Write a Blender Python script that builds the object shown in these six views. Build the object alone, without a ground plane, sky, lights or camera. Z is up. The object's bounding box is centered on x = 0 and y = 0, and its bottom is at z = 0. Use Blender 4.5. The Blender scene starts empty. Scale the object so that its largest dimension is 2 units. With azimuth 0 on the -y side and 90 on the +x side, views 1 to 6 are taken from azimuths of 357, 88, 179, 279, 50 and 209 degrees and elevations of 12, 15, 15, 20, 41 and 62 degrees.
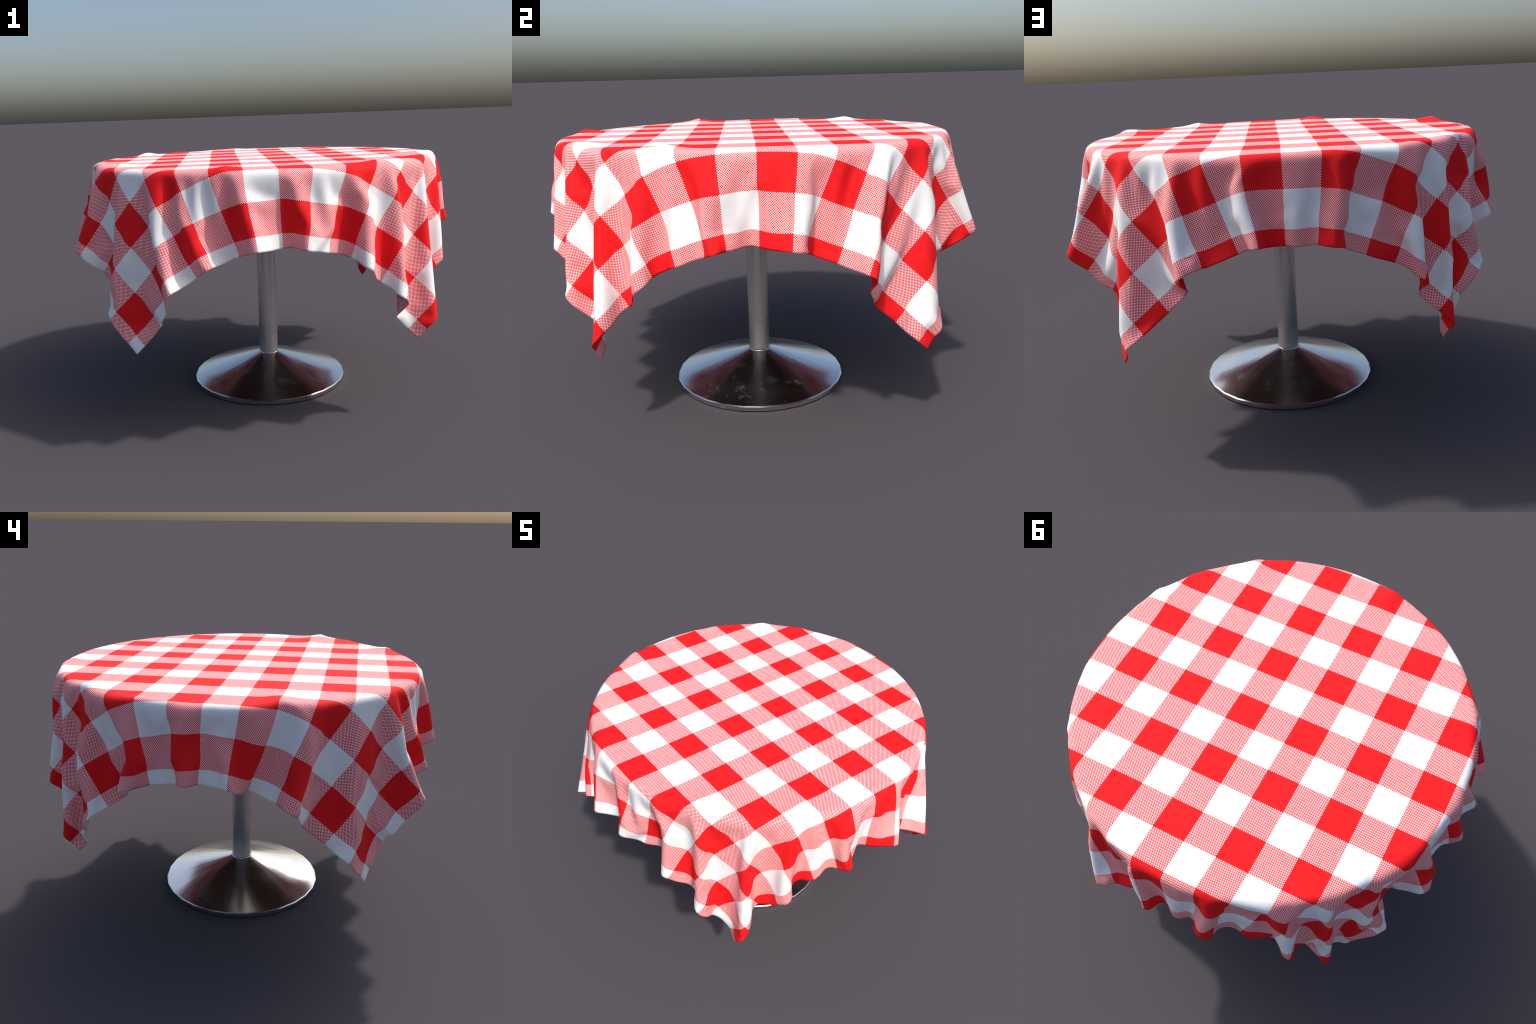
"""A round pedestal table under a square red-and-white gingham tablecloth.

The cloth is a real sheet: its drape is lofted through four closed ring
profiles (rim, two drops, hem) and then relaxed as even-threaded cloth
over the table top.  The weave is computed from the flat cloth's coordinates.
"""
import math

import bmesh
import bpy
import numpy as np

CHECK = 0.1466            # width of one woven stripe
OFF_X, OFF_Y = 0.0094, -0.003   # the cloth lies a little off centre
HEM = 8.45                # half side of the square cloth, in stripes
TOP_Z, TOP_R, TOP_EDGE = 1.267, 0.911, 0.026


# puckers where the folds start on the table rim:
# from (x, y) out to (x, y) near the rim, height there, half width
PUCKERS = [((0.46, -0.297), (0.86, -0.36), 0.024, 0.034), ((0.68, -0.49), (0.75, -0.545), 0.013, 0.035),
           ((0.40, -0.60), (0.47, -0.74), 0.015, 0.040), ((-0.17, -0.66), (-0.23, -0.86), 0.017, 0.040),
           ((-0.62, -0.24), (-0.83, -0.31), 0.021, 0.038), ((-0.57, 0.45), (-0.69, 0.555), 0.019, 0.035),
           ((-0.46, 0.66), (-0.51, 0.73), 0.008, 0.030), ((-0.15, 0.78), (-0.17, 0.87), 0.006, 0.030)]


def pucker_height(x, y):
    total = np.zeros_like(x)
    for (x0, y0), (x1, y1), height, width in PUCKERS:
        length = math.hypot(x1 - x0, y1 - y0)
        cx, cy = (x1 - x0) / length, (y1 - y0) / length
        along = (x - x0) * cx + (y - y0) * cy
        across = (y - y0) * cx - (x - x0) * cy
        grow = np.clip(along / length, 0, 1)
        total += height * grow * grow * (3 - 2 * grow) * np.exp(-(across / width) ** 2)
    return total


def ring_uv(k):
    """Cloth coordinates of a square ring, walked east, north, west, south."""
    n = int(k)
    half = 2 if k > n else 1     # the hem is given at every half stripe
    steps = [t / half for t in range(-n * half, n * half + 1)]
    if k > n:
        steps = [-k] + steps + [k]
    side = steps[:-1]
    return ([(k, t) for t in side] + [(-t, k) for t in side] + [(-k, -t) for t in side] + [(t, -k) for t in side])


def ring_param(u, v):
    """Position along a square ring, 0..4, for any cloth point (arrays)."""
    m = np.maximum(np.maximum(np.abs(u), np.abs(v)), 1e-9)
    a, b = u / m, v / m
    p = np.where((a >= 1 - 1e-9) & (b < 1), (b + 1) / 2, 0.0)
    p = np.where((b >= 1 - 1e-9) & (a > -1), 1 + (1 - a) / 2, p)
    p = np.where((a <= -1 + 1e-9) & (b > -1), 2 + (1 - b) / 2, p)
    p = np.where((b <= -1 + 1e-9) & (a < 1), 3 + (a + 1) / 2, p)
    return m, np.mod(p, 4)


def flat(u, v):
    return np.stack([OFF_X + u * CHECK, OFF_Y + v * CHECK, np.full_like(u, TOP_Z)], -1)


def grid_uv(n):
    g = np.linspace(-HEM, HEM, n)
    return np.meshgrid(g, g, indexing="ij")


def loft(u, v, rings):
    """First guess: the cloth lofted through its ring profiles."""
    m, p = ring_param(u, v)
    ks = sorted(rings)
    levels = []
    for k in ks:
        uv = np.array(ring_uv(k))
        _, q = ring_param(uv[:, 0], uv[:, 1])
        pts = np.array(rings[k])
        levels.append(np.stack([np.interp(p, np.r_[q, 4.0], np.r_[pts[:, c], pts[0, c]]) for c in range(3)], -1))
    inner = flat(u / m * 4.2, v / m * 4.2)
    out = flat(u, v)
    bounds = [4.2] + ks
    curves = [inner] + levels
    for i in range(len(ks)):
        t = ((m - bounds[i]) / (bounds[i + 1] - bounds[i]))[..., None]
        out = np.where(t >= -1e-9, curves[i] * (1 - t) + curves[i + 1] * t, out)
    return out


def keep_off_table(p, puckered=True):
    r = np.hypot(p[..., 0], p[..., 1]) + 1e-9
    top = TOP_Z + pucker_height(p[..., 0], p[..., 1]) if puckered else np.full_like(r, TOP_Z)
    rr, zz = r - (TOP_R - TOP_EDGE), p[..., 2] - (top - TOP_EDGE)
    on_top = (rr <= -0.01) & (p[..., 2] < top) & (p[..., 2] > TOP_Z - 0.1)
    p[..., 2][on_top] = top[on_top]
    l = np.hypot(rr, zz)
    edge = (rr > 0) & (zz > 0) & (l < TOP_EDGE)
    f = np.where(edge, TOP_EDGE / np.maximum(l, 1e-9), 1)
    nr = np.where(edge, TOP_R - TOP_EDGE + rr * f, r)
    nz = np.where(edge, top - TOP_EDGE + zz * f, p[..., 2])
    lim = np.clip(TOP_R - (TOP_Z - 0.055 - p[..., 2]) * 0.25, 0.8, TOP_R)
    nr = np.where((zz <= 0) & (r < lim) & (r > 0.4), lim, nr)
    p[..., :2] *= (nr / r)[..., None]
    p[..., 2] = nz


def spring(a, b, rest, pull, push):
    d = b - a
    l = np.sqrt((d * d).sum(-1, keepdims=True)) + 1e-12
    e = (l - rest) / l
    d *= 0.5 * np.where(e > 0, e * pull, e * push)
    a += d
    b -= d


def relax(p, pins, steps, gravity, damping, hold, inner=6, bend=0.08):
    """Position-based cloth: even threads, soft bias and bending, pinned on the ring profiles."""
    n = len(p)
    h = 2 * HEM * CHECK / (n - 1)
    u, v = grid_uv(n)
    still = np.hypot(u, v) < 4.2
    rest = flat(u, v)[still]
    uv = np.array([q[0] for q in pins])
    goal = np.array([q[1] for q in pins])
    f = (uv + HEM) / (2 * HEM) * (n - 1)
    i0 = np.clip(np.floor(f + 1e-9).astype(int), 0, n - 2)
    fr = f - i0
    ii = i0[:, :1] + np.array([[0, 1, 0, 1]])
    jj = i0[:, 1:] + np.array([[0, 0, 1, 1]])
    a, b = fr[:, :1], fr[:, 1:]
    w = np.concatenate([(1 - a) * (1 - b), a * (1 - b), (1 - a) * b, a * b], 1)
    w2 = (w ** 2).sum(1)[:, None]
    last = p.copy()
    for _ in range(steps):
        move = (p - last) * damping
        size = np.sqrt((move * move).sum(-1, keepdims=True))
        move *= np.minimum(1, 0.01 / np.maximum(size, 1e-9))
        last[:] = p
        p += move
        p[..., 2] -= gravity * 1e-4
        for _ in range(inner):
            d = (goal - (p[ii, jj] * w[..., None]).sum(1)) * hold / w2
            np.add.at(p, (ii, jj), d[:, None, :] * w[..., None])
            for o in (0, 1):
                e = o + 2 * ((n - o) // 2)
                spring(p[o:e:2], p[o + 1:e:2], h, 0.95, 0.6)
                spring(p[:, o:e:2], p[:, o + 1:e:2], h, 0.95, 0.6)
            for o in (0, 1):
                e = o + 2 * ((n - o) // 2)
                spring(p[o:e:2, :-1], p[o + 1:e:2, 1:], h * 2 ** 0.5, 0.4, 0.4)
                spring(p[o:e:2, 1:], p[o + 1:e:2, :-1], h * 2 ** 0.5, 0.4, 0.4)
            for o in range(4):
                q = p[o:-2:4]
                spring(q, p[o + 2::4][:len(q)], 2 * h, bend, bend)
                q = p[:, o:-2:4]
                spring(q, p[:, o + 2::4][:, :q.shape[1]], 2 * h, bend, bend)
            keep_off_table(p)
            p[still] = rest
    return p


def finer(p):
    n = 2 * len(p) - 1
    q = np.zeros((n, n, 3))
    q[::2, ::2] = p
    q[1::2, ::2] = (p[1:] + p[:-1]) / 2
    q[:, 1::2] = (q[:, :-2:2] + q[:, 2::2]) / 2
    return q


def corner_uv():
    """The stripe crossings that lie on the rim at the cloth's four corners."""
    return [(a * x, b * y) for a in (1, -1) for b in (1, -1) for x, y in ((5, 5), (4, 5), (5, 4))]


def drape(rings, corners):
    pins = [(uv, np.array(pt)) for k in rings for uv, pt in zip(ring_uv(k), rings[k])]
    pins += [(uv, np.array(pt)) for uv, pt in zip(corner_uv(), corners)]
    p = loft(*grid_uv(69), rings)
    p = relax(p, pins, 120, 2.0, 0.9, 0.3)
    p = relax(finer(p), pins, 110, 1.5, 0.9, 0.4)
    return relax(p, pins, 70, 0.6, 0.8, 0.7)


# ---------------------------------------------------------------------------
# Ring profiles of the drape: for each crossing along a square ring of
# the cloth, (bearing in degrees, distance from the axis in cm, height in cm).
# Each ring is walked east, north, west, south, corner to corner.
# ---------------------------------------------------------------------------
RIM_RING = [
    # east
    (315.9, 90.9, 91.4), (320.1, 94.6, 101.9), (326.1, 90.6, 110.3), (333.2, 93.1, 117.9), (341.2, 91.5, 123.3), (350.2, 90.1, 126.0),
    (359.6, 89.1, 126.6), (8.9, 90.2, 125.9), (17.7, 91.2, 122.5), (25.4, 91.8, 116.9), (31.6, 91.8, 109.9), (38.3, 90.6, 100.2),
    # north
    (44.0, 95.3, 90.8), (50.0, 94.3, 100.9), (56.1, 90.0, 110.3), (62.7, 93.6, 118.4), (70.4, 91.6, 123.8), (79.4, 89.0, 126.5),
    (88.9, 87.6, 126.9), (98.5, 88.2, 126.7), (107.5, 91.0, 125.2), (116.2, 91.9, 120.1), (122.7, 92.3, 113.1), (129.9, 92.5, 104.2),
    # west
    (133.8, 91.7, 94.2), (139.7, 92.3, 104.6), (146.0, 92.7, 113.5), (153.1, 92.4, 120.4), (161.3, 90.8, 125.7), (170.3, 88.2, 127.2),
    (179.9, 87.1, 127.0), (189.6, 88.4, 126.6), (198.6, 91.2, 125.3), (206.5, 93.9, 119.9), (213.0, 91.1, 111.2), (219.3, 94.7, 101.8),
    # south
    (225.3, 93.3, 92.0), (231.7, 91.4, 102.0), (237.2, 95.5, 111.4), (244.0, 92.7, 118.2), (251.9, 91.8, 123.8), (260.8, 89.5, 126.7),
    (270.3, 88.3, 126.6), (279.7, 89.6, 126.4), (288.6, 91.5, 123.6), (296.7, 91.3, 117.6), (303.9, 93.8, 110.6), (309.1, 90.4, 101.4),
]
UPPER_RING = [
    # east
    (315.7, 92.4, 70.9), (319.8, 97.7, 81.5), (323.6, 88.8, 89.9), (329.7, 95.2, 98.3), (336.1, 90.1, 104.5), (344.1, 90.8, 109.3),
    (351.4, 94.6, 112.2), (359.7, 91.0, 113.5), (7.5, 95.1, 112.2), (14.7, 88.8, 108.8), (22.0, 92.1, 103.8), (27.1, 97.3, 98.6),
    (32.1, 90.0, 89.1), (38.8, 90.3, 79.8),
    # north
    (44.1, 96.7, 70.0), (49.8, 95.9, 80.1), (55.4, 89.9, 89.8), (61.8, 93.4, 99.1), (66.2, 95.8, 105.3), (73.5, 91.1, 109.8),
    (80.8, 94.5, 114.3), (89.2, 92.0, 114.2), (97.8, 91.2, 114.0), (104.6, 91.7, 111.8), (112.9, 91.6, 106.7), (120.1, 95.1, 100.8),
    (124.9, 90.4, 92.3), (130.3, 95.9, 83.9),
    # west
    (133.9, 92.7, 74.4), (140.3, 91.5, 84.6), (144.0, 96.1, 93.7), (149.8, 89.6, 100.8), (157.8, 91.5, 107.9), (163.1, 92.0, 111.5),
    (171.9, 91.0, 114.6), (179.4, 90.4, 115.4), (188.1, 90.8, 113.9), (195.7, 91.8, 111.1), (202.3, 95.6, 107.3), (207.4, 93.2, 99.9),
    (214.2, 91.3, 90.5), (219.7, 96.8, 81.3),
    # south
    (225.6, 93.5, 70.8), (231.7, 91.1, 81.2), (236.9, 96.8, 91.3), (241.4, 94.1, 99.2), (247.7, 94.5, 104.9), (254.6, 91.0, 109.7),
    (262.1, 95.0, 113.7), (270.6, 89.5, 114.1), (278.4, 92.1, 112.5), (286.7, 90.4, 110.0), (293.6, 94.8, 105.5), (300.1, 89.5, 98.2),
    (305.6, 97.0, 90.3), (309.6, 89.5, 80.7),
]
LOWER_RING = [
    # east
    (315.5, 93.9, 50.3), (319.3, 100.4, 60.9), (321.4, 90.0, 69.5), (327.9, 92.7, 77.4), (332.7, 93.9, 85.2), (338.7, 91.9, 90.7),
    (346.6, 91.7, 95.1), (351.6, 92.2, 97.4), (359.7, 89.9, 98.3), (6.6, 98.4, 98.3), (11.2, 89.4, 95.0), (19.3, 92.1, 89.9),
    (23.4, 103.0, 87.1), (26.5, 94.8, 78.0), (32.4, 89.3, 69.0), (38.8, 92.8, 59.2),
    # north
    (44.2, 97.9, 49.6), (49.5, 97.8, 59.4), (55.0, 91.7, 69.2), (61.1, 92.0, 77.8), (65.2, 100.1, 87.1), (69.6, 97.4, 92.2),
    (76.6, 90.9, 96.3), (82.9, 97.9, 100.6), (89.2, 92.9, 99.9), (96.9, 93.2, 99.8), (102.4, 94.2, 98.2), (109.5, 92.2, 93.3),
    (117.9, 92.0, 87.9), (122.1, 98.4, 81.1), (126.2, 92.9, 71.5), (130.5, 98.3, 63.5),
    # west
    (132.7, 92.6, 53.5), (138.0, 92.9, 63.5), (144.1, 95.5, 73.5), (148.1, 93.0, 81.0), (154.3, 87.3, 88.3), (158.8, 97.5, 95.2),
    (165.0, 92.5, 97.8), (173.2, 93.9, 100.7), (179.3, 93.3, 101.2), (186.8, 97.9, 101.1), (192.4, 91.2, 97.4), (199.3, 95.9, 93.7),
    (203.6, 99.6, 88.3), (208.0, 91.2, 79.7), (214.2, 95.0, 70.1), (220.0, 98.0, 60.8),
    # south
    (225.6, 94.6, 50.4), (231.7, 91.5, 60.7), (237.6, 95.2, 70.3), (241.1, 103.2, 80.9), (245.6, 93.8, 86.5), (251.4, 96.1, 92.3),
    (257.8, 90.1, 95.9), (263.9, 98.4, 99.7), (270.9, 89.9, 99.4), (277.2, 96.6, 99.0), (284.5, 89.7, 95.9), (292.1, 90.3, 91.9),
    (296.6, 94.6, 85.7), (303.1, 91.6, 78.1), (307.3, 97.9, 70.5), (309.9, 89.1, 60.2),
]
HEM_RING = [
    # east
    (315.4, 94.8, 41.1), (316.7, 98.5, 46.2), (318.5, 102.1, 51.1), (320.5, 97.8, 55.6), (321.0, 92.1, 59.9), (323.1, 88.0, 64.1),
    (326.5, 91.4, 67.8), (329.1, 95.2, 72.1), (332.1, 97.4, 76.1), (333.2, 91.4, 79.1), (336.6, 89.2, 82.0), (339.9, 93.0, 84.7),
    (343.9, 90.2, 86.6), (347.1, 93.6, 88.9), (349.7, 99.4, 91.2), (352.0, 93.6, 91.2), (355.8, 88.8, 91.5), (359.6, 89.9, 91.6),
    (2.8, 95.0, 91.6), (6.2, 99.6, 91.9), (9.5, 97.7, 90.6), (10.4, 91.1, 88.8), (13.9, 89.2, 86.2), (17.9, 91.9, 83.8),
    (20.4, 97.7, 82.3), (21.6, 104.7, 81.8), (24.0, 103.5, 77.6), (24.6, 97.9, 73.0), (27.1, 94.4, 67.8), (29.7, 89.4, 64.5),
    (32.9, 89.6, 59.3), (36.3, 91.0, 54.4), (39.2, 93.1, 49.3), (42.0, 96.2, 44.5),
    # north
    (44.6, 98.1, 40.1), (47.0, 99.3, 45.1), (49.3, 100.2, 50.0), (52.1, 97.1, 54.7), (54.8, 93.6, 59.4), (57.8, 90.9, 64.3),
    (61.1, 89.6, 69.4), (64.1, 90.9, 74.1), (65.6, 97.0, 77.7), (66.6, 102.8, 81.8), (68.7, 103.5, 85.0), (70.8, 98.4, 86.2),
    (74.7, 95.9, 88.6), (78.3, 92.2, 90.4), (81.2, 94.4, 92.3), (83.6, 99.4, 94.1), (85.4, 93.5, 93.2), (89.4, 93.1, 93.6),
    (93.0, 94.6, 93.3), (96.6, 94.3, 93.6), (99.1, 99.6, 93.3), (102.3, 96.6, 92.0), (104.3, 91.1, 89.3), (108.5, 91.4, 86.8),
    (112.3, 93.0, 84.5), (116.4, 91.3, 81.8), (119.2, 95.1, 78.9), (121.0, 100.1, 75.7), (121.9, 97.8, 71.7), (123.9, 93.0, 68.0),
    (126.7, 91.1, 63.1), (129.1, 95.3, 58.4), (131.1, 99.9, 53.9), (132.0, 97.3, 49.0),
    # west
    (133.2, 93.8, 44.1), (135.0, 90.5, 48.5), (137.7, 93.0, 53.7), (140.2, 94.5, 59.3), (143.2, 97.2, 64.0), (146.0, 99.5, 69.4),
    (148.7, 98.5, 73.0), (150.4, 92.6, 76.2), (152.4, 86.6, 79.0), (155.5, 88.9, 82.4), (157.5, 94.7, 85.8), (159.4, 99.9, 89.2),
    (162.6, 97.6, 90.6), (165.5, 92.0, 91.3), (170.0, 91.9, 92.4), (173.4, 95.3, 94.4), (176.6, 99.7, 95.2), (178.9, 93.5, 94.8),
    (183.2, 94.7, 94.3), (186.5, 99.4, 94.8), (189.1, 97.1, 92.4), (191.1, 90.8, 91.5), (195.0, 91.3, 89.0), (198.2, 96.1, 87.4),
    (199.5, 103.1, 86.9), (202.3, 102.3, 83.5), (203.9, 98.0, 78.7), (205.6, 92.5, 74.9), (208.7, 91.1, 69.8), (212.0, 93.2, 65.1),
    (214.7, 96.5, 60.5), (217.4, 99.1, 56.2), (220.2, 98.1, 50.9), (223.1, 96.4, 45.9),
    # south
    (225.7, 95.1, 41.1), (228.4, 93.4, 45.8), (231.5, 92.9, 50.9), (234.5, 92.5, 56.3), (236.9, 96.4, 60.1), (239.6, 98.7, 65.7),
    (241.2, 102.8, 71.0), (243.4, 104.5, 76.2), (245.1, 98.1, 78.0), (247.7, 93.9, 81.1), (250.6, 98.4, 84.2), (253.1, 96.9, 86.8),
    (255.2, 90.6, 87.2), (258.9, 91.1, 89.9), (261.6, 95.8, 91.6), (264.5, 99.9, 93.4), (267.4, 94.7, 92.9), (270.9, 89.8, 92.8),
    (274.7, 91.5, 92.7), (276.5, 97.8, 92.7), (279.9, 94.0, 91.0), (283.8, 91.1, 89.5), (287.5, 86.7, 87.8), (291.1, 88.8, 85.6),
    (292.3, 94.9, 83.2), (294.9, 96.6, 80.3), (297.9, 93.1, 76.2), (301.2, 90.1, 72.4), (303.4, 94.6, 68.7), (305.0, 99.9, 65.2),
    (307.8, 97.1, 60.8), (308.0, 91.9, 55.6), (310.5, 89.3, 50.7), (313.8, 90.6, 45.6),
]
# where the corner folds leave the rim
CORNER_RIM = [
    (44.1, 93.2, 111.4), (50.3, 91.3, 121.1), (37.6, 91.5, 121.2), (315.3, 91.3, 112.1), (308.6, 91.3, 121.7), (321.1, 91.6, 122.2),
    (134.1, 91.7, 114.9), (128.0, 91.6, 124.6), (140.7, 91.5, 124.2), (225.5, 92.6, 112.5), (231.9, 92.0, 122.9), (218.9, 91.6, 122.6),
]


def to_points(profile):
    return [(r / 100 * math.cos(math.radians(b)), r / 100 * math.sin(math.radians(b)), z / 100) for b, r, z in profile]


# ---------------------------------------------------------------------------
# node helpers
# ---------------------------------------------------------------------------
class Nodes:
    def __init__(self, name):
        self.mat = bpy.data.materials.new(name)
        self.mat.use_nodes = True
        self.tree = self.mat.node_tree
        self.tree.nodes.clear()
        self.out = self.add("ShaderNodeOutputMaterial")

    def add(self, kind, **props):
        n = self.tree.nodes.new(kind)
        for k, v in props.items():
            setattr(n, k, v)
        return n

    def link(self, a, b):
        self.tree.links.new(a, b)

    def put(self, socket, value):
        if isinstance(value, bpy.types.NodeSocket):
            self.link(value, socket)
        else:
            socket.default_value = value

    def math(self, op, a, b=None, c=None, clamp=False):
        n = self.add("ShaderNodeMath", operation=op, use_clamp=clamp)
        for s, v in zip(n.inputs, (a, b, c)):
            if v is not None:
                self.put(s, v)
        return n.outputs[0]

    def ramp(self, x, lo, hi, a=0.0, b=1.0):
        n = self.add("ShaderNodeMapRange", clamp=True)
        for s, v in zip(n.inputs, (x, lo, hi, a, b)):
            self.put(s, v)
        return n.outputs[0]

    def mix(self, f, a, b):
        n = self.add("ShaderNodeMix", data_type="RGBA")
        self.put(n.inputs[0], f)
        for s, v in ((n.inputs[6], a), (n.inputs[7], b)):
            self.put(s, v if isinstance(v, bpy.types.NodeSocket) else (*v, 1.0))
        return n.outputs[2]

    def noise(self, vec, scale, detail=3.0, rough=0.55):
        n = self.add("ShaderNodeTexNoise")
        self.put(n.inputs["Vector"], vec)
        n.inputs["Scale"].default_value = scale
        n.inputs["Detail"].default_value = detail
        n.inputs["Roughness"].default_value = rough
        return n.outputs[0]


def gingham():
    m = Nodes("gingham_cotton")
    co = m.add("ShaderNodeTexCoord")
    xyz = m.add("ShaderNodeSeparateXYZ")
    m.link(co.outputs["Generated"], xyz.inputs[0])
    # cloth coordinates counted in stripes from the cloth's middle
    u = m.math("MULTIPLY_ADD", xyz.outputs[0], 2 * HEM, -HEM)
    v = m.math("MULTIPLY_ADD", xyz.outputs[1], 2 * HEM, -HEM)
    red_u = m.math("LESS_THAN", m.math("FLOORED_MODULO", u, 2.0), 1.0)
    red_v = m.math("LESS_THAN", m.math("FLOORED_MODULO", v, 2.0), 1.0)
    both = m.math("MULTIPLY", red_u, red_v)
    either = m.math("MAXIMUM", red_u, red_v)
    # where a red and a white stripe cross: 32 little squares per stripe
    su = m.math("SINE", m.math("MULTIPLY", u, math.pi * 32))
    sv = m.math("SINE", m.math("MULTIPLY", v, math.pi * 32))
    dots = m.ramp(m.math("MULTIPLY", su, sv), -0.27, 0.01)   # red threads cover a little more than half
    half = m.math("MULTIPLY", m.math("SUBTRACT", either, both), dots)
    red = m.math("ADD", both, half, clamp=True)
    flat_co = co.outputs["Generated"]
    # dye that took a little unevenly along the threads
    stretch = m.add("ShaderNodeMapping")
    m.link(flat_co, stretch.inputs[0])
    stretch.inputs["Scale"].default_value = (90, 900, 1)
    streak = m.noise(stretch.outputs[0], 1.0, 2.0)
    shade = m.noise(flat_co, 26.0, 3.0)
    red_a = m.mix(m.ramp(shade, 0.3, 0.7), RED_DARK, RED)
    red_c = m.mix(m.ramp(streak, 0.58, 0.8, 0.0, 0.2), red_a, (0.93, 0.10, 0.10))
    # two very faint image-compression smudges, lilac and green, that come back every eight stripes
    pu = m.math("FLOORED_MODULO", u, 8.0)
    pv = m.math("FLOORED_MODULO", v, 8.0)

    def jpeg_smudge(cu, cv, size):
        d = m.math("SQRT", m.math("ADD", m.math("POWER", m.math("SUBTRACT", pu, cu), 2.0), m.math("POWER", m.math("SUBTRACT", pv, cv), 2.0)))
        return m.ramp(d, 0.0, size, 0.3, 0.0)

    white = m.mix(jpeg_smudge(1.33, 1.64, 0.42), WHITE, (0.62, 0.5, 0.75))
    white = m.mix(jpeg_smudge(1.25, 1.28, 0.38), white, (0.55, 0.75, 0.6))
    col = m.mix(red, white, red_c)
    # thread relief, a little darker between the threads
    tu = m.math("SINE", m.math("MULTIPLY", u, math.pi * 64))
    tv = m.math("SINE", m.math("MULTIPLY", v, math.pi * 64))
    weave = m.math("MULTIPLY_ADD", m.math("MULTIPLY", tu, tv), 0.5, m.math("MULTIPLY", m.noise(flat_co, 300.0, 2.0), 0.3))
    bump = m.add("ShaderNodeBump")
    col = m.mix(m.ramp(weave, -0.3, 0.5, 0.06, 0.0), col, (0.0, 0.0, 0.0))
    bump.inputs["Strength"].default_value = 0.22
    bump.inputs["Distance"].default_value = 0.002
    m.link(weave, bump.inputs["Height"])
    b = m.add("ShaderNodeBsdfPrincipled")
    m.link(col, b.inputs["Base Color"])
    b.inputs["Roughness"].default_value = CLOTH_ROUGH
    b.inputs["Specular IOR Level"].default_value = CLOTH_SPEC
    m.link(bump.outputs[0], b.inputs["Normal"])
    m.link(b.outputs[0], m.out.inputs[0])
    return m.mat


RED, RED_DARK, WHITE = (0.91, 0.013, 0.016), (0.86, 0.010, 0.013), (0.93, 0.93, 0.93)
CLOTH_ROUGH, CLOTH_SPEC = 0.8, 0.2


def worn_steel(name, dust_amount, film, rough_lo, rough_hi, tone):
    m = Nodes(name)
    co = m.add("ShaderNodeTexCoord").outputs["Object"]
    broad = m.noise(co, 5.0, 4.0, 0.6)
    patch = m.noise(co, 13.0, 11.0, 0.74)
    region = m.noise(co, 4.6, 2.0)
    specks = m.add("ShaderNodeTexVoronoi")
    m.link(co, specks.inputs["Vector"])
    specks.inputs["Scale"].default_value = 26.0
    speck = m.ramp(specks.outputs["Distance"], 0.07, 0.1, 1.0, 0.0)
    scuff = m.math("MULTIPLY", m.ramp(patch, 0.54, 0.58), m.ramp(region, 0.5, 0.55))
    dust = m.math("MULTIPLY_ADD", m.math("MAXIMUM", scuff, speck), dust_amount, film, clamp=True)
    b = m.add("ShaderNodeBsdfPrincipled")
    col = m.mix(m.ramp(broad, 0.35, 0.7), tuple(c * 0.9 for c in tone), tone)
    m.link(col, b.inputs["Base Color"])
    b.inputs["Metallic"].default_value = 1.0
    m.link(m.ramp(broad, 0.3, 0.7, rough_lo, rough_hi), b.inputs["Roughness"])
    bump = m.add("ShaderNodeBump")
    bump.inputs["Strength"].default_value = 0.05
    bump.inputs["Distance"].default_value = 0.004
    m.link(m.noise(co, 60.0, 4.0), bump.inputs["Height"])
    m.link(bump.outputs[0], b.inputs["Normal"])
    d = m.add("ShaderNodeBsdfPrincipled")
    d.inputs["Base Color"].default_value = (0.46, 0.44, 0.42, 1)
    d.inputs["Roughness"].default_value = 0.8
    mix = m.add("ShaderNodeMixShader")
    m.link(dust, mix.inputs[0])
    m.link(b.outputs[0], mix.inputs[1])
    m.link(d.outputs[0], mix.inputs[2])
    m.link(mix.outputs[0], m.out.inputs[0])
    return m.mat


def dark_wood():
    m = Nodes("dark_stained_wood")
    co = m.add("ShaderNodeTexCoord").outputs["Object"]
    mp = m.add("ShaderNodeMapping")
    m.link(co, mp.inputs[0])
    mp.inputs["Scale"].default_value = (1.5, 22.0, 22.0)
    g = m.noise(mp.outputs[0], 2.0, 5.0, 0.6)
    b = m.add("ShaderNodeBsdfPrincipled")
    m.link(m.mix(m.ramp(g, 0.3, 0.7), (0.055, 0.034, 0.022), (0.11, 0.068, 0.042)), b.inputs["Base Color"])
    b.inputs["Roughness"].default_value = 0.55
    m.link(b.outputs[0], m.out.inputs[0])
    return m.mat


# ---------------------------------------------------------------------------
# geometry helpers
# ---------------------------------------------------------------------------
def link_object(name, mesh, parent=None):
    o = bpy.data.objects.new(name, mesh)
    bpy.context.scene.collection.objects.link(o)
    if parent:
        o.parent = parent
    return o


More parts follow.
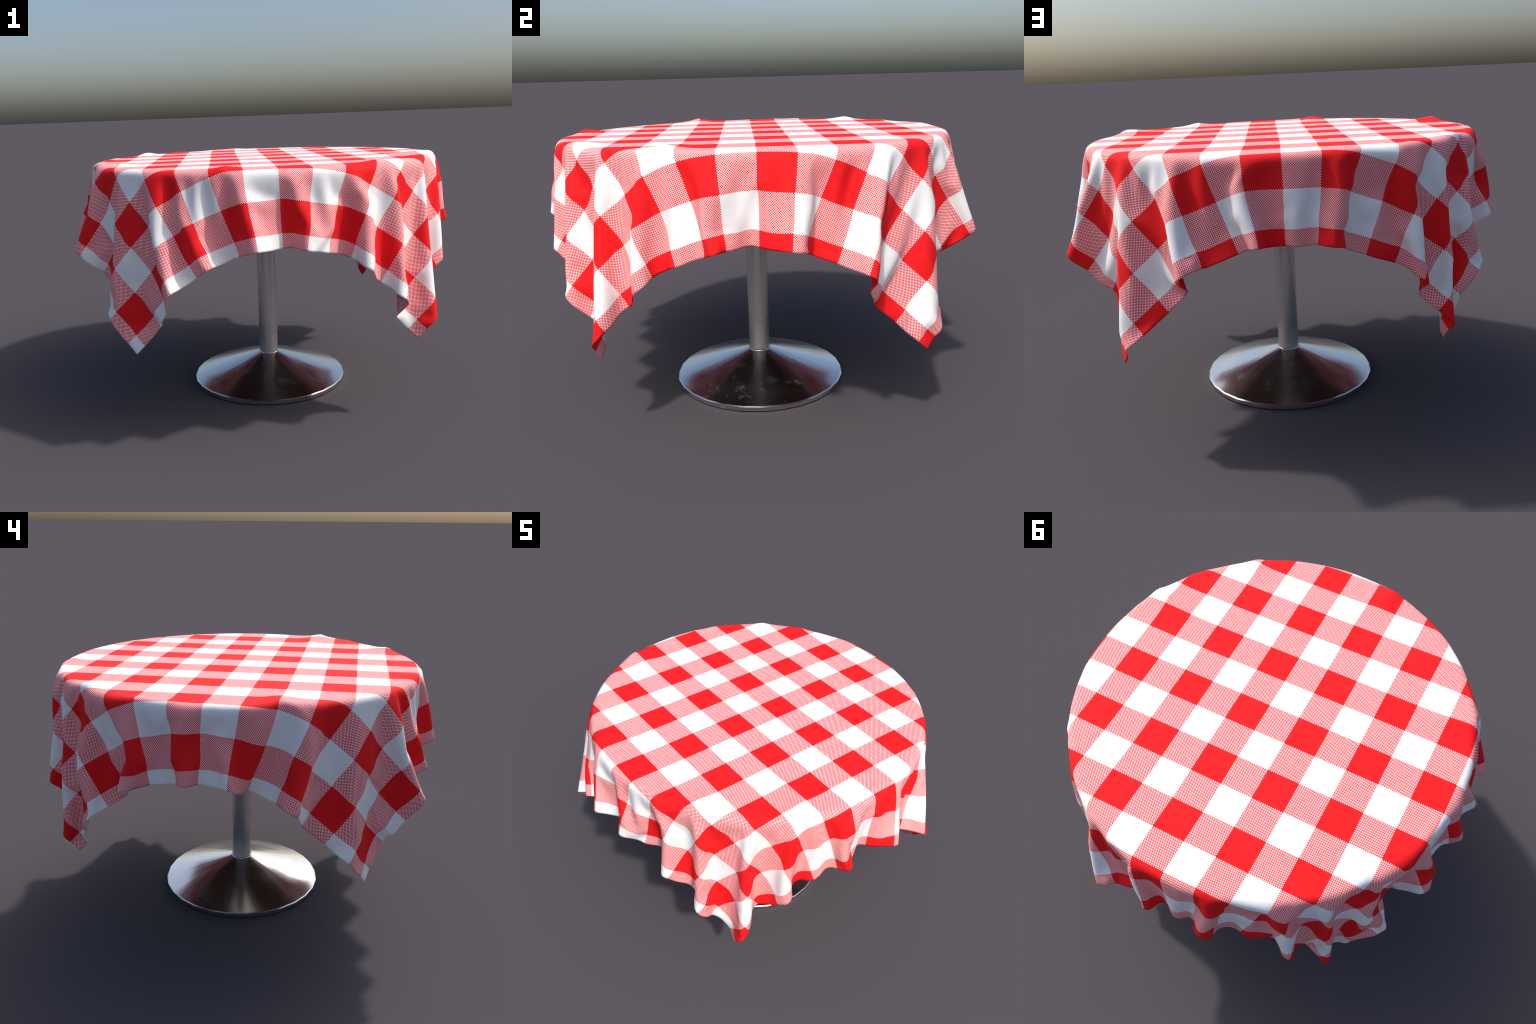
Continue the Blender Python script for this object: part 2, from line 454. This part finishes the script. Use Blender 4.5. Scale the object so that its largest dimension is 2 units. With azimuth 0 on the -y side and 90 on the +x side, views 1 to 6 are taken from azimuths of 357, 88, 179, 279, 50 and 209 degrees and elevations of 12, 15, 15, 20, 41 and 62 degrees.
def lathe(name, profile, sides, material, parent, crease_degrees=30):
    """Turn a (radius, height) profile round the z axis."""
    bm = bmesh.new()
    rows = []
    for r, z in profile:
        if r < 1e-6:
            rows.append([bm.verts.new((0, 0, z))])
        else:
            rows.append([bm.verts.new((r * math.cos(2 * math.pi * i / sides), r * math.sin(2 * math.pi * i / sides), z)) for i in range(sides)])
    for a, b in zip(rows, rows[1:]):
        for i in range(sides):
            j = (i + 1) % sides
            if len(a) == 1:
                bm.faces.new((a[0], b[j], b[i]))
            elif len(b) == 1:
                bm.faces.new((a[i], a[j], b[0]))
            else:
                bm.faces.new((a[i], a[j], b[j], b[i]))
    bmesh.ops.recalc_face_normals(bm, faces=bm.faces)
    for f in bm.faces:
        f.smooth = True
    for e in bm.edges:
        if len(e.link_faces) == 2 and e.calc_face_angle() > math.radians(crease_degrees):
            e.smooth = False
    mesh = bpy.data.meshes.new(name)
    bm.to_mesh(mesh)
    bm.free()
    mesh.materials.append(material)
    return link_object(name, mesh, parent)


def smooth_double(p):
    """Cubic refinement of a grid of points along both thread directions."""
    for _ in range(2):
        n = len(p)
        q = np.zeros((2 * n - 1,) + p.shape[1:])
        q[::2] = p
        e = np.concatenate([2 * p[:1] - p[1:2], p, 2 * p[-1:] - p[-2:-1]])
        q[1::2] = (9 * (e[1:-2] + e[2:-1]) - e[:-3] - e[3:]) / 16
        p = np.swapaxes(q, 0, 1)
    return p


def iron(p, times):
    """Light smoothing that leaves the hem in place."""
    for _ in range(times):
        q = p.copy()
        q[1:-1] += 0.25 * (p[2:] + p[:-2] - 2 * p[1:-1])
        r = q.copy()
        r[:, 1:-1] += 0.25 * (q[:, 2:] + q[:, :-2] - 2 * q[:, 1:-1])
        p = r
    return p


def build_cloth(material):
    rings = {6.0: to_points(RIM_RING), 7.0: to_points(UPPER_RING), 8.0: to_points(LOWER_RING), HEM: to_points(HEM_RING)}
    shape = smooth_double(iron(drape(rings, to_points(CORNER_RIM)), 1))
    n = len(shape)
    u, v = grid_uv(n)
    base = flat(u, v)
    index = np.arange(n * n).reshape(n, n)
    quads = np.stack([index[:-1, :-1], index[1:, :-1], index[1:, 1:], index[:-1, 1:]], -1).reshape(-1, 4)
    mesh = bpy.data.meshes.new("tablecloth")
    mesh.from_pydata(base.reshape(-1, 3).tolist(), [], quads.tolist())
    mesh.polygons.foreach_set("use_smooth", [True] * len(quads))
    mesh.materials.append(material)
    cloth = link_object("tablecloth", mesh)
    # the mesh is the flat woven square; its one shape key is the drape
    cloth.shape_key_add(name="flat")
    key = cloth.shape_key_add(name="draped")
    key.data.foreach_set("co", shape.reshape(-1).astype(np.float32))
    key.value = 1.0
    thick = cloth.modifiers.new("cloth_thickness", "SOLIDIFY")
    thick.thickness = 0.0025
    thick.offset = -1.0
    cloth["label"] = "square red and white gingham cloth draped over table"
    cloth["category"] = "tablecloth"
    return cloth


def build_table():
    table = bpy.data.objects.new("pedestal_table", None)
    bpy.context.scene.collection.objects.link(table)
    table["label"] = "round pedestal table on a worn steel column and foot"
    table["category"] = "table"
    steel_foot = worn_steel("worn_polished_steel", 0.07, 0.0, 0.15, 0.22, (0.82, 0.81, 0.80))
    steel_tube = worn_steel("worn_brushed_steel", 0.18, 0.17, 0.25, 0.34, (0.88, 0.86, 0.84))
    lathe("foot", [(0, 0), (0.421, 0), (0.428, 0.004), (0.430, 0.005), (0.430, 0.0235), (0.425, 0.0280), (0.0585, 0.1495), (0.0, 0.1505)], 28, steel_foot, table, 12)
    lathe("collar", [(0.0, 0.149), (0.0583, 0.149), (0.0583, 0.1525), (0.0545, 0.156), (0.0, 0.156)], 28, steel_foot, table, 50)
    lathe("column", [(0.0, 0.154), (0.0525, 0.154), (0.0525, 1.222), (0.0, 1.222)], 28, steel_tube, table, 40)
    lathe("table_top", [(0, 1.221), (0.880, 1.221), (0.896, 1.227), (0.898, 1.232), (0.898, 1.245), (0.892, 1.254), (0.876, 1.2585), (0, 1.2585)], 96, dark_wood(), table, 40)
    lathe("mounting_plate", [(0, 1.212), (0.17, 1.212), (0.17, 1.2205), (0, 1.2205)], 40, steel_tube, table, 40)
    return table


build_table()
build_cloth(gingham())
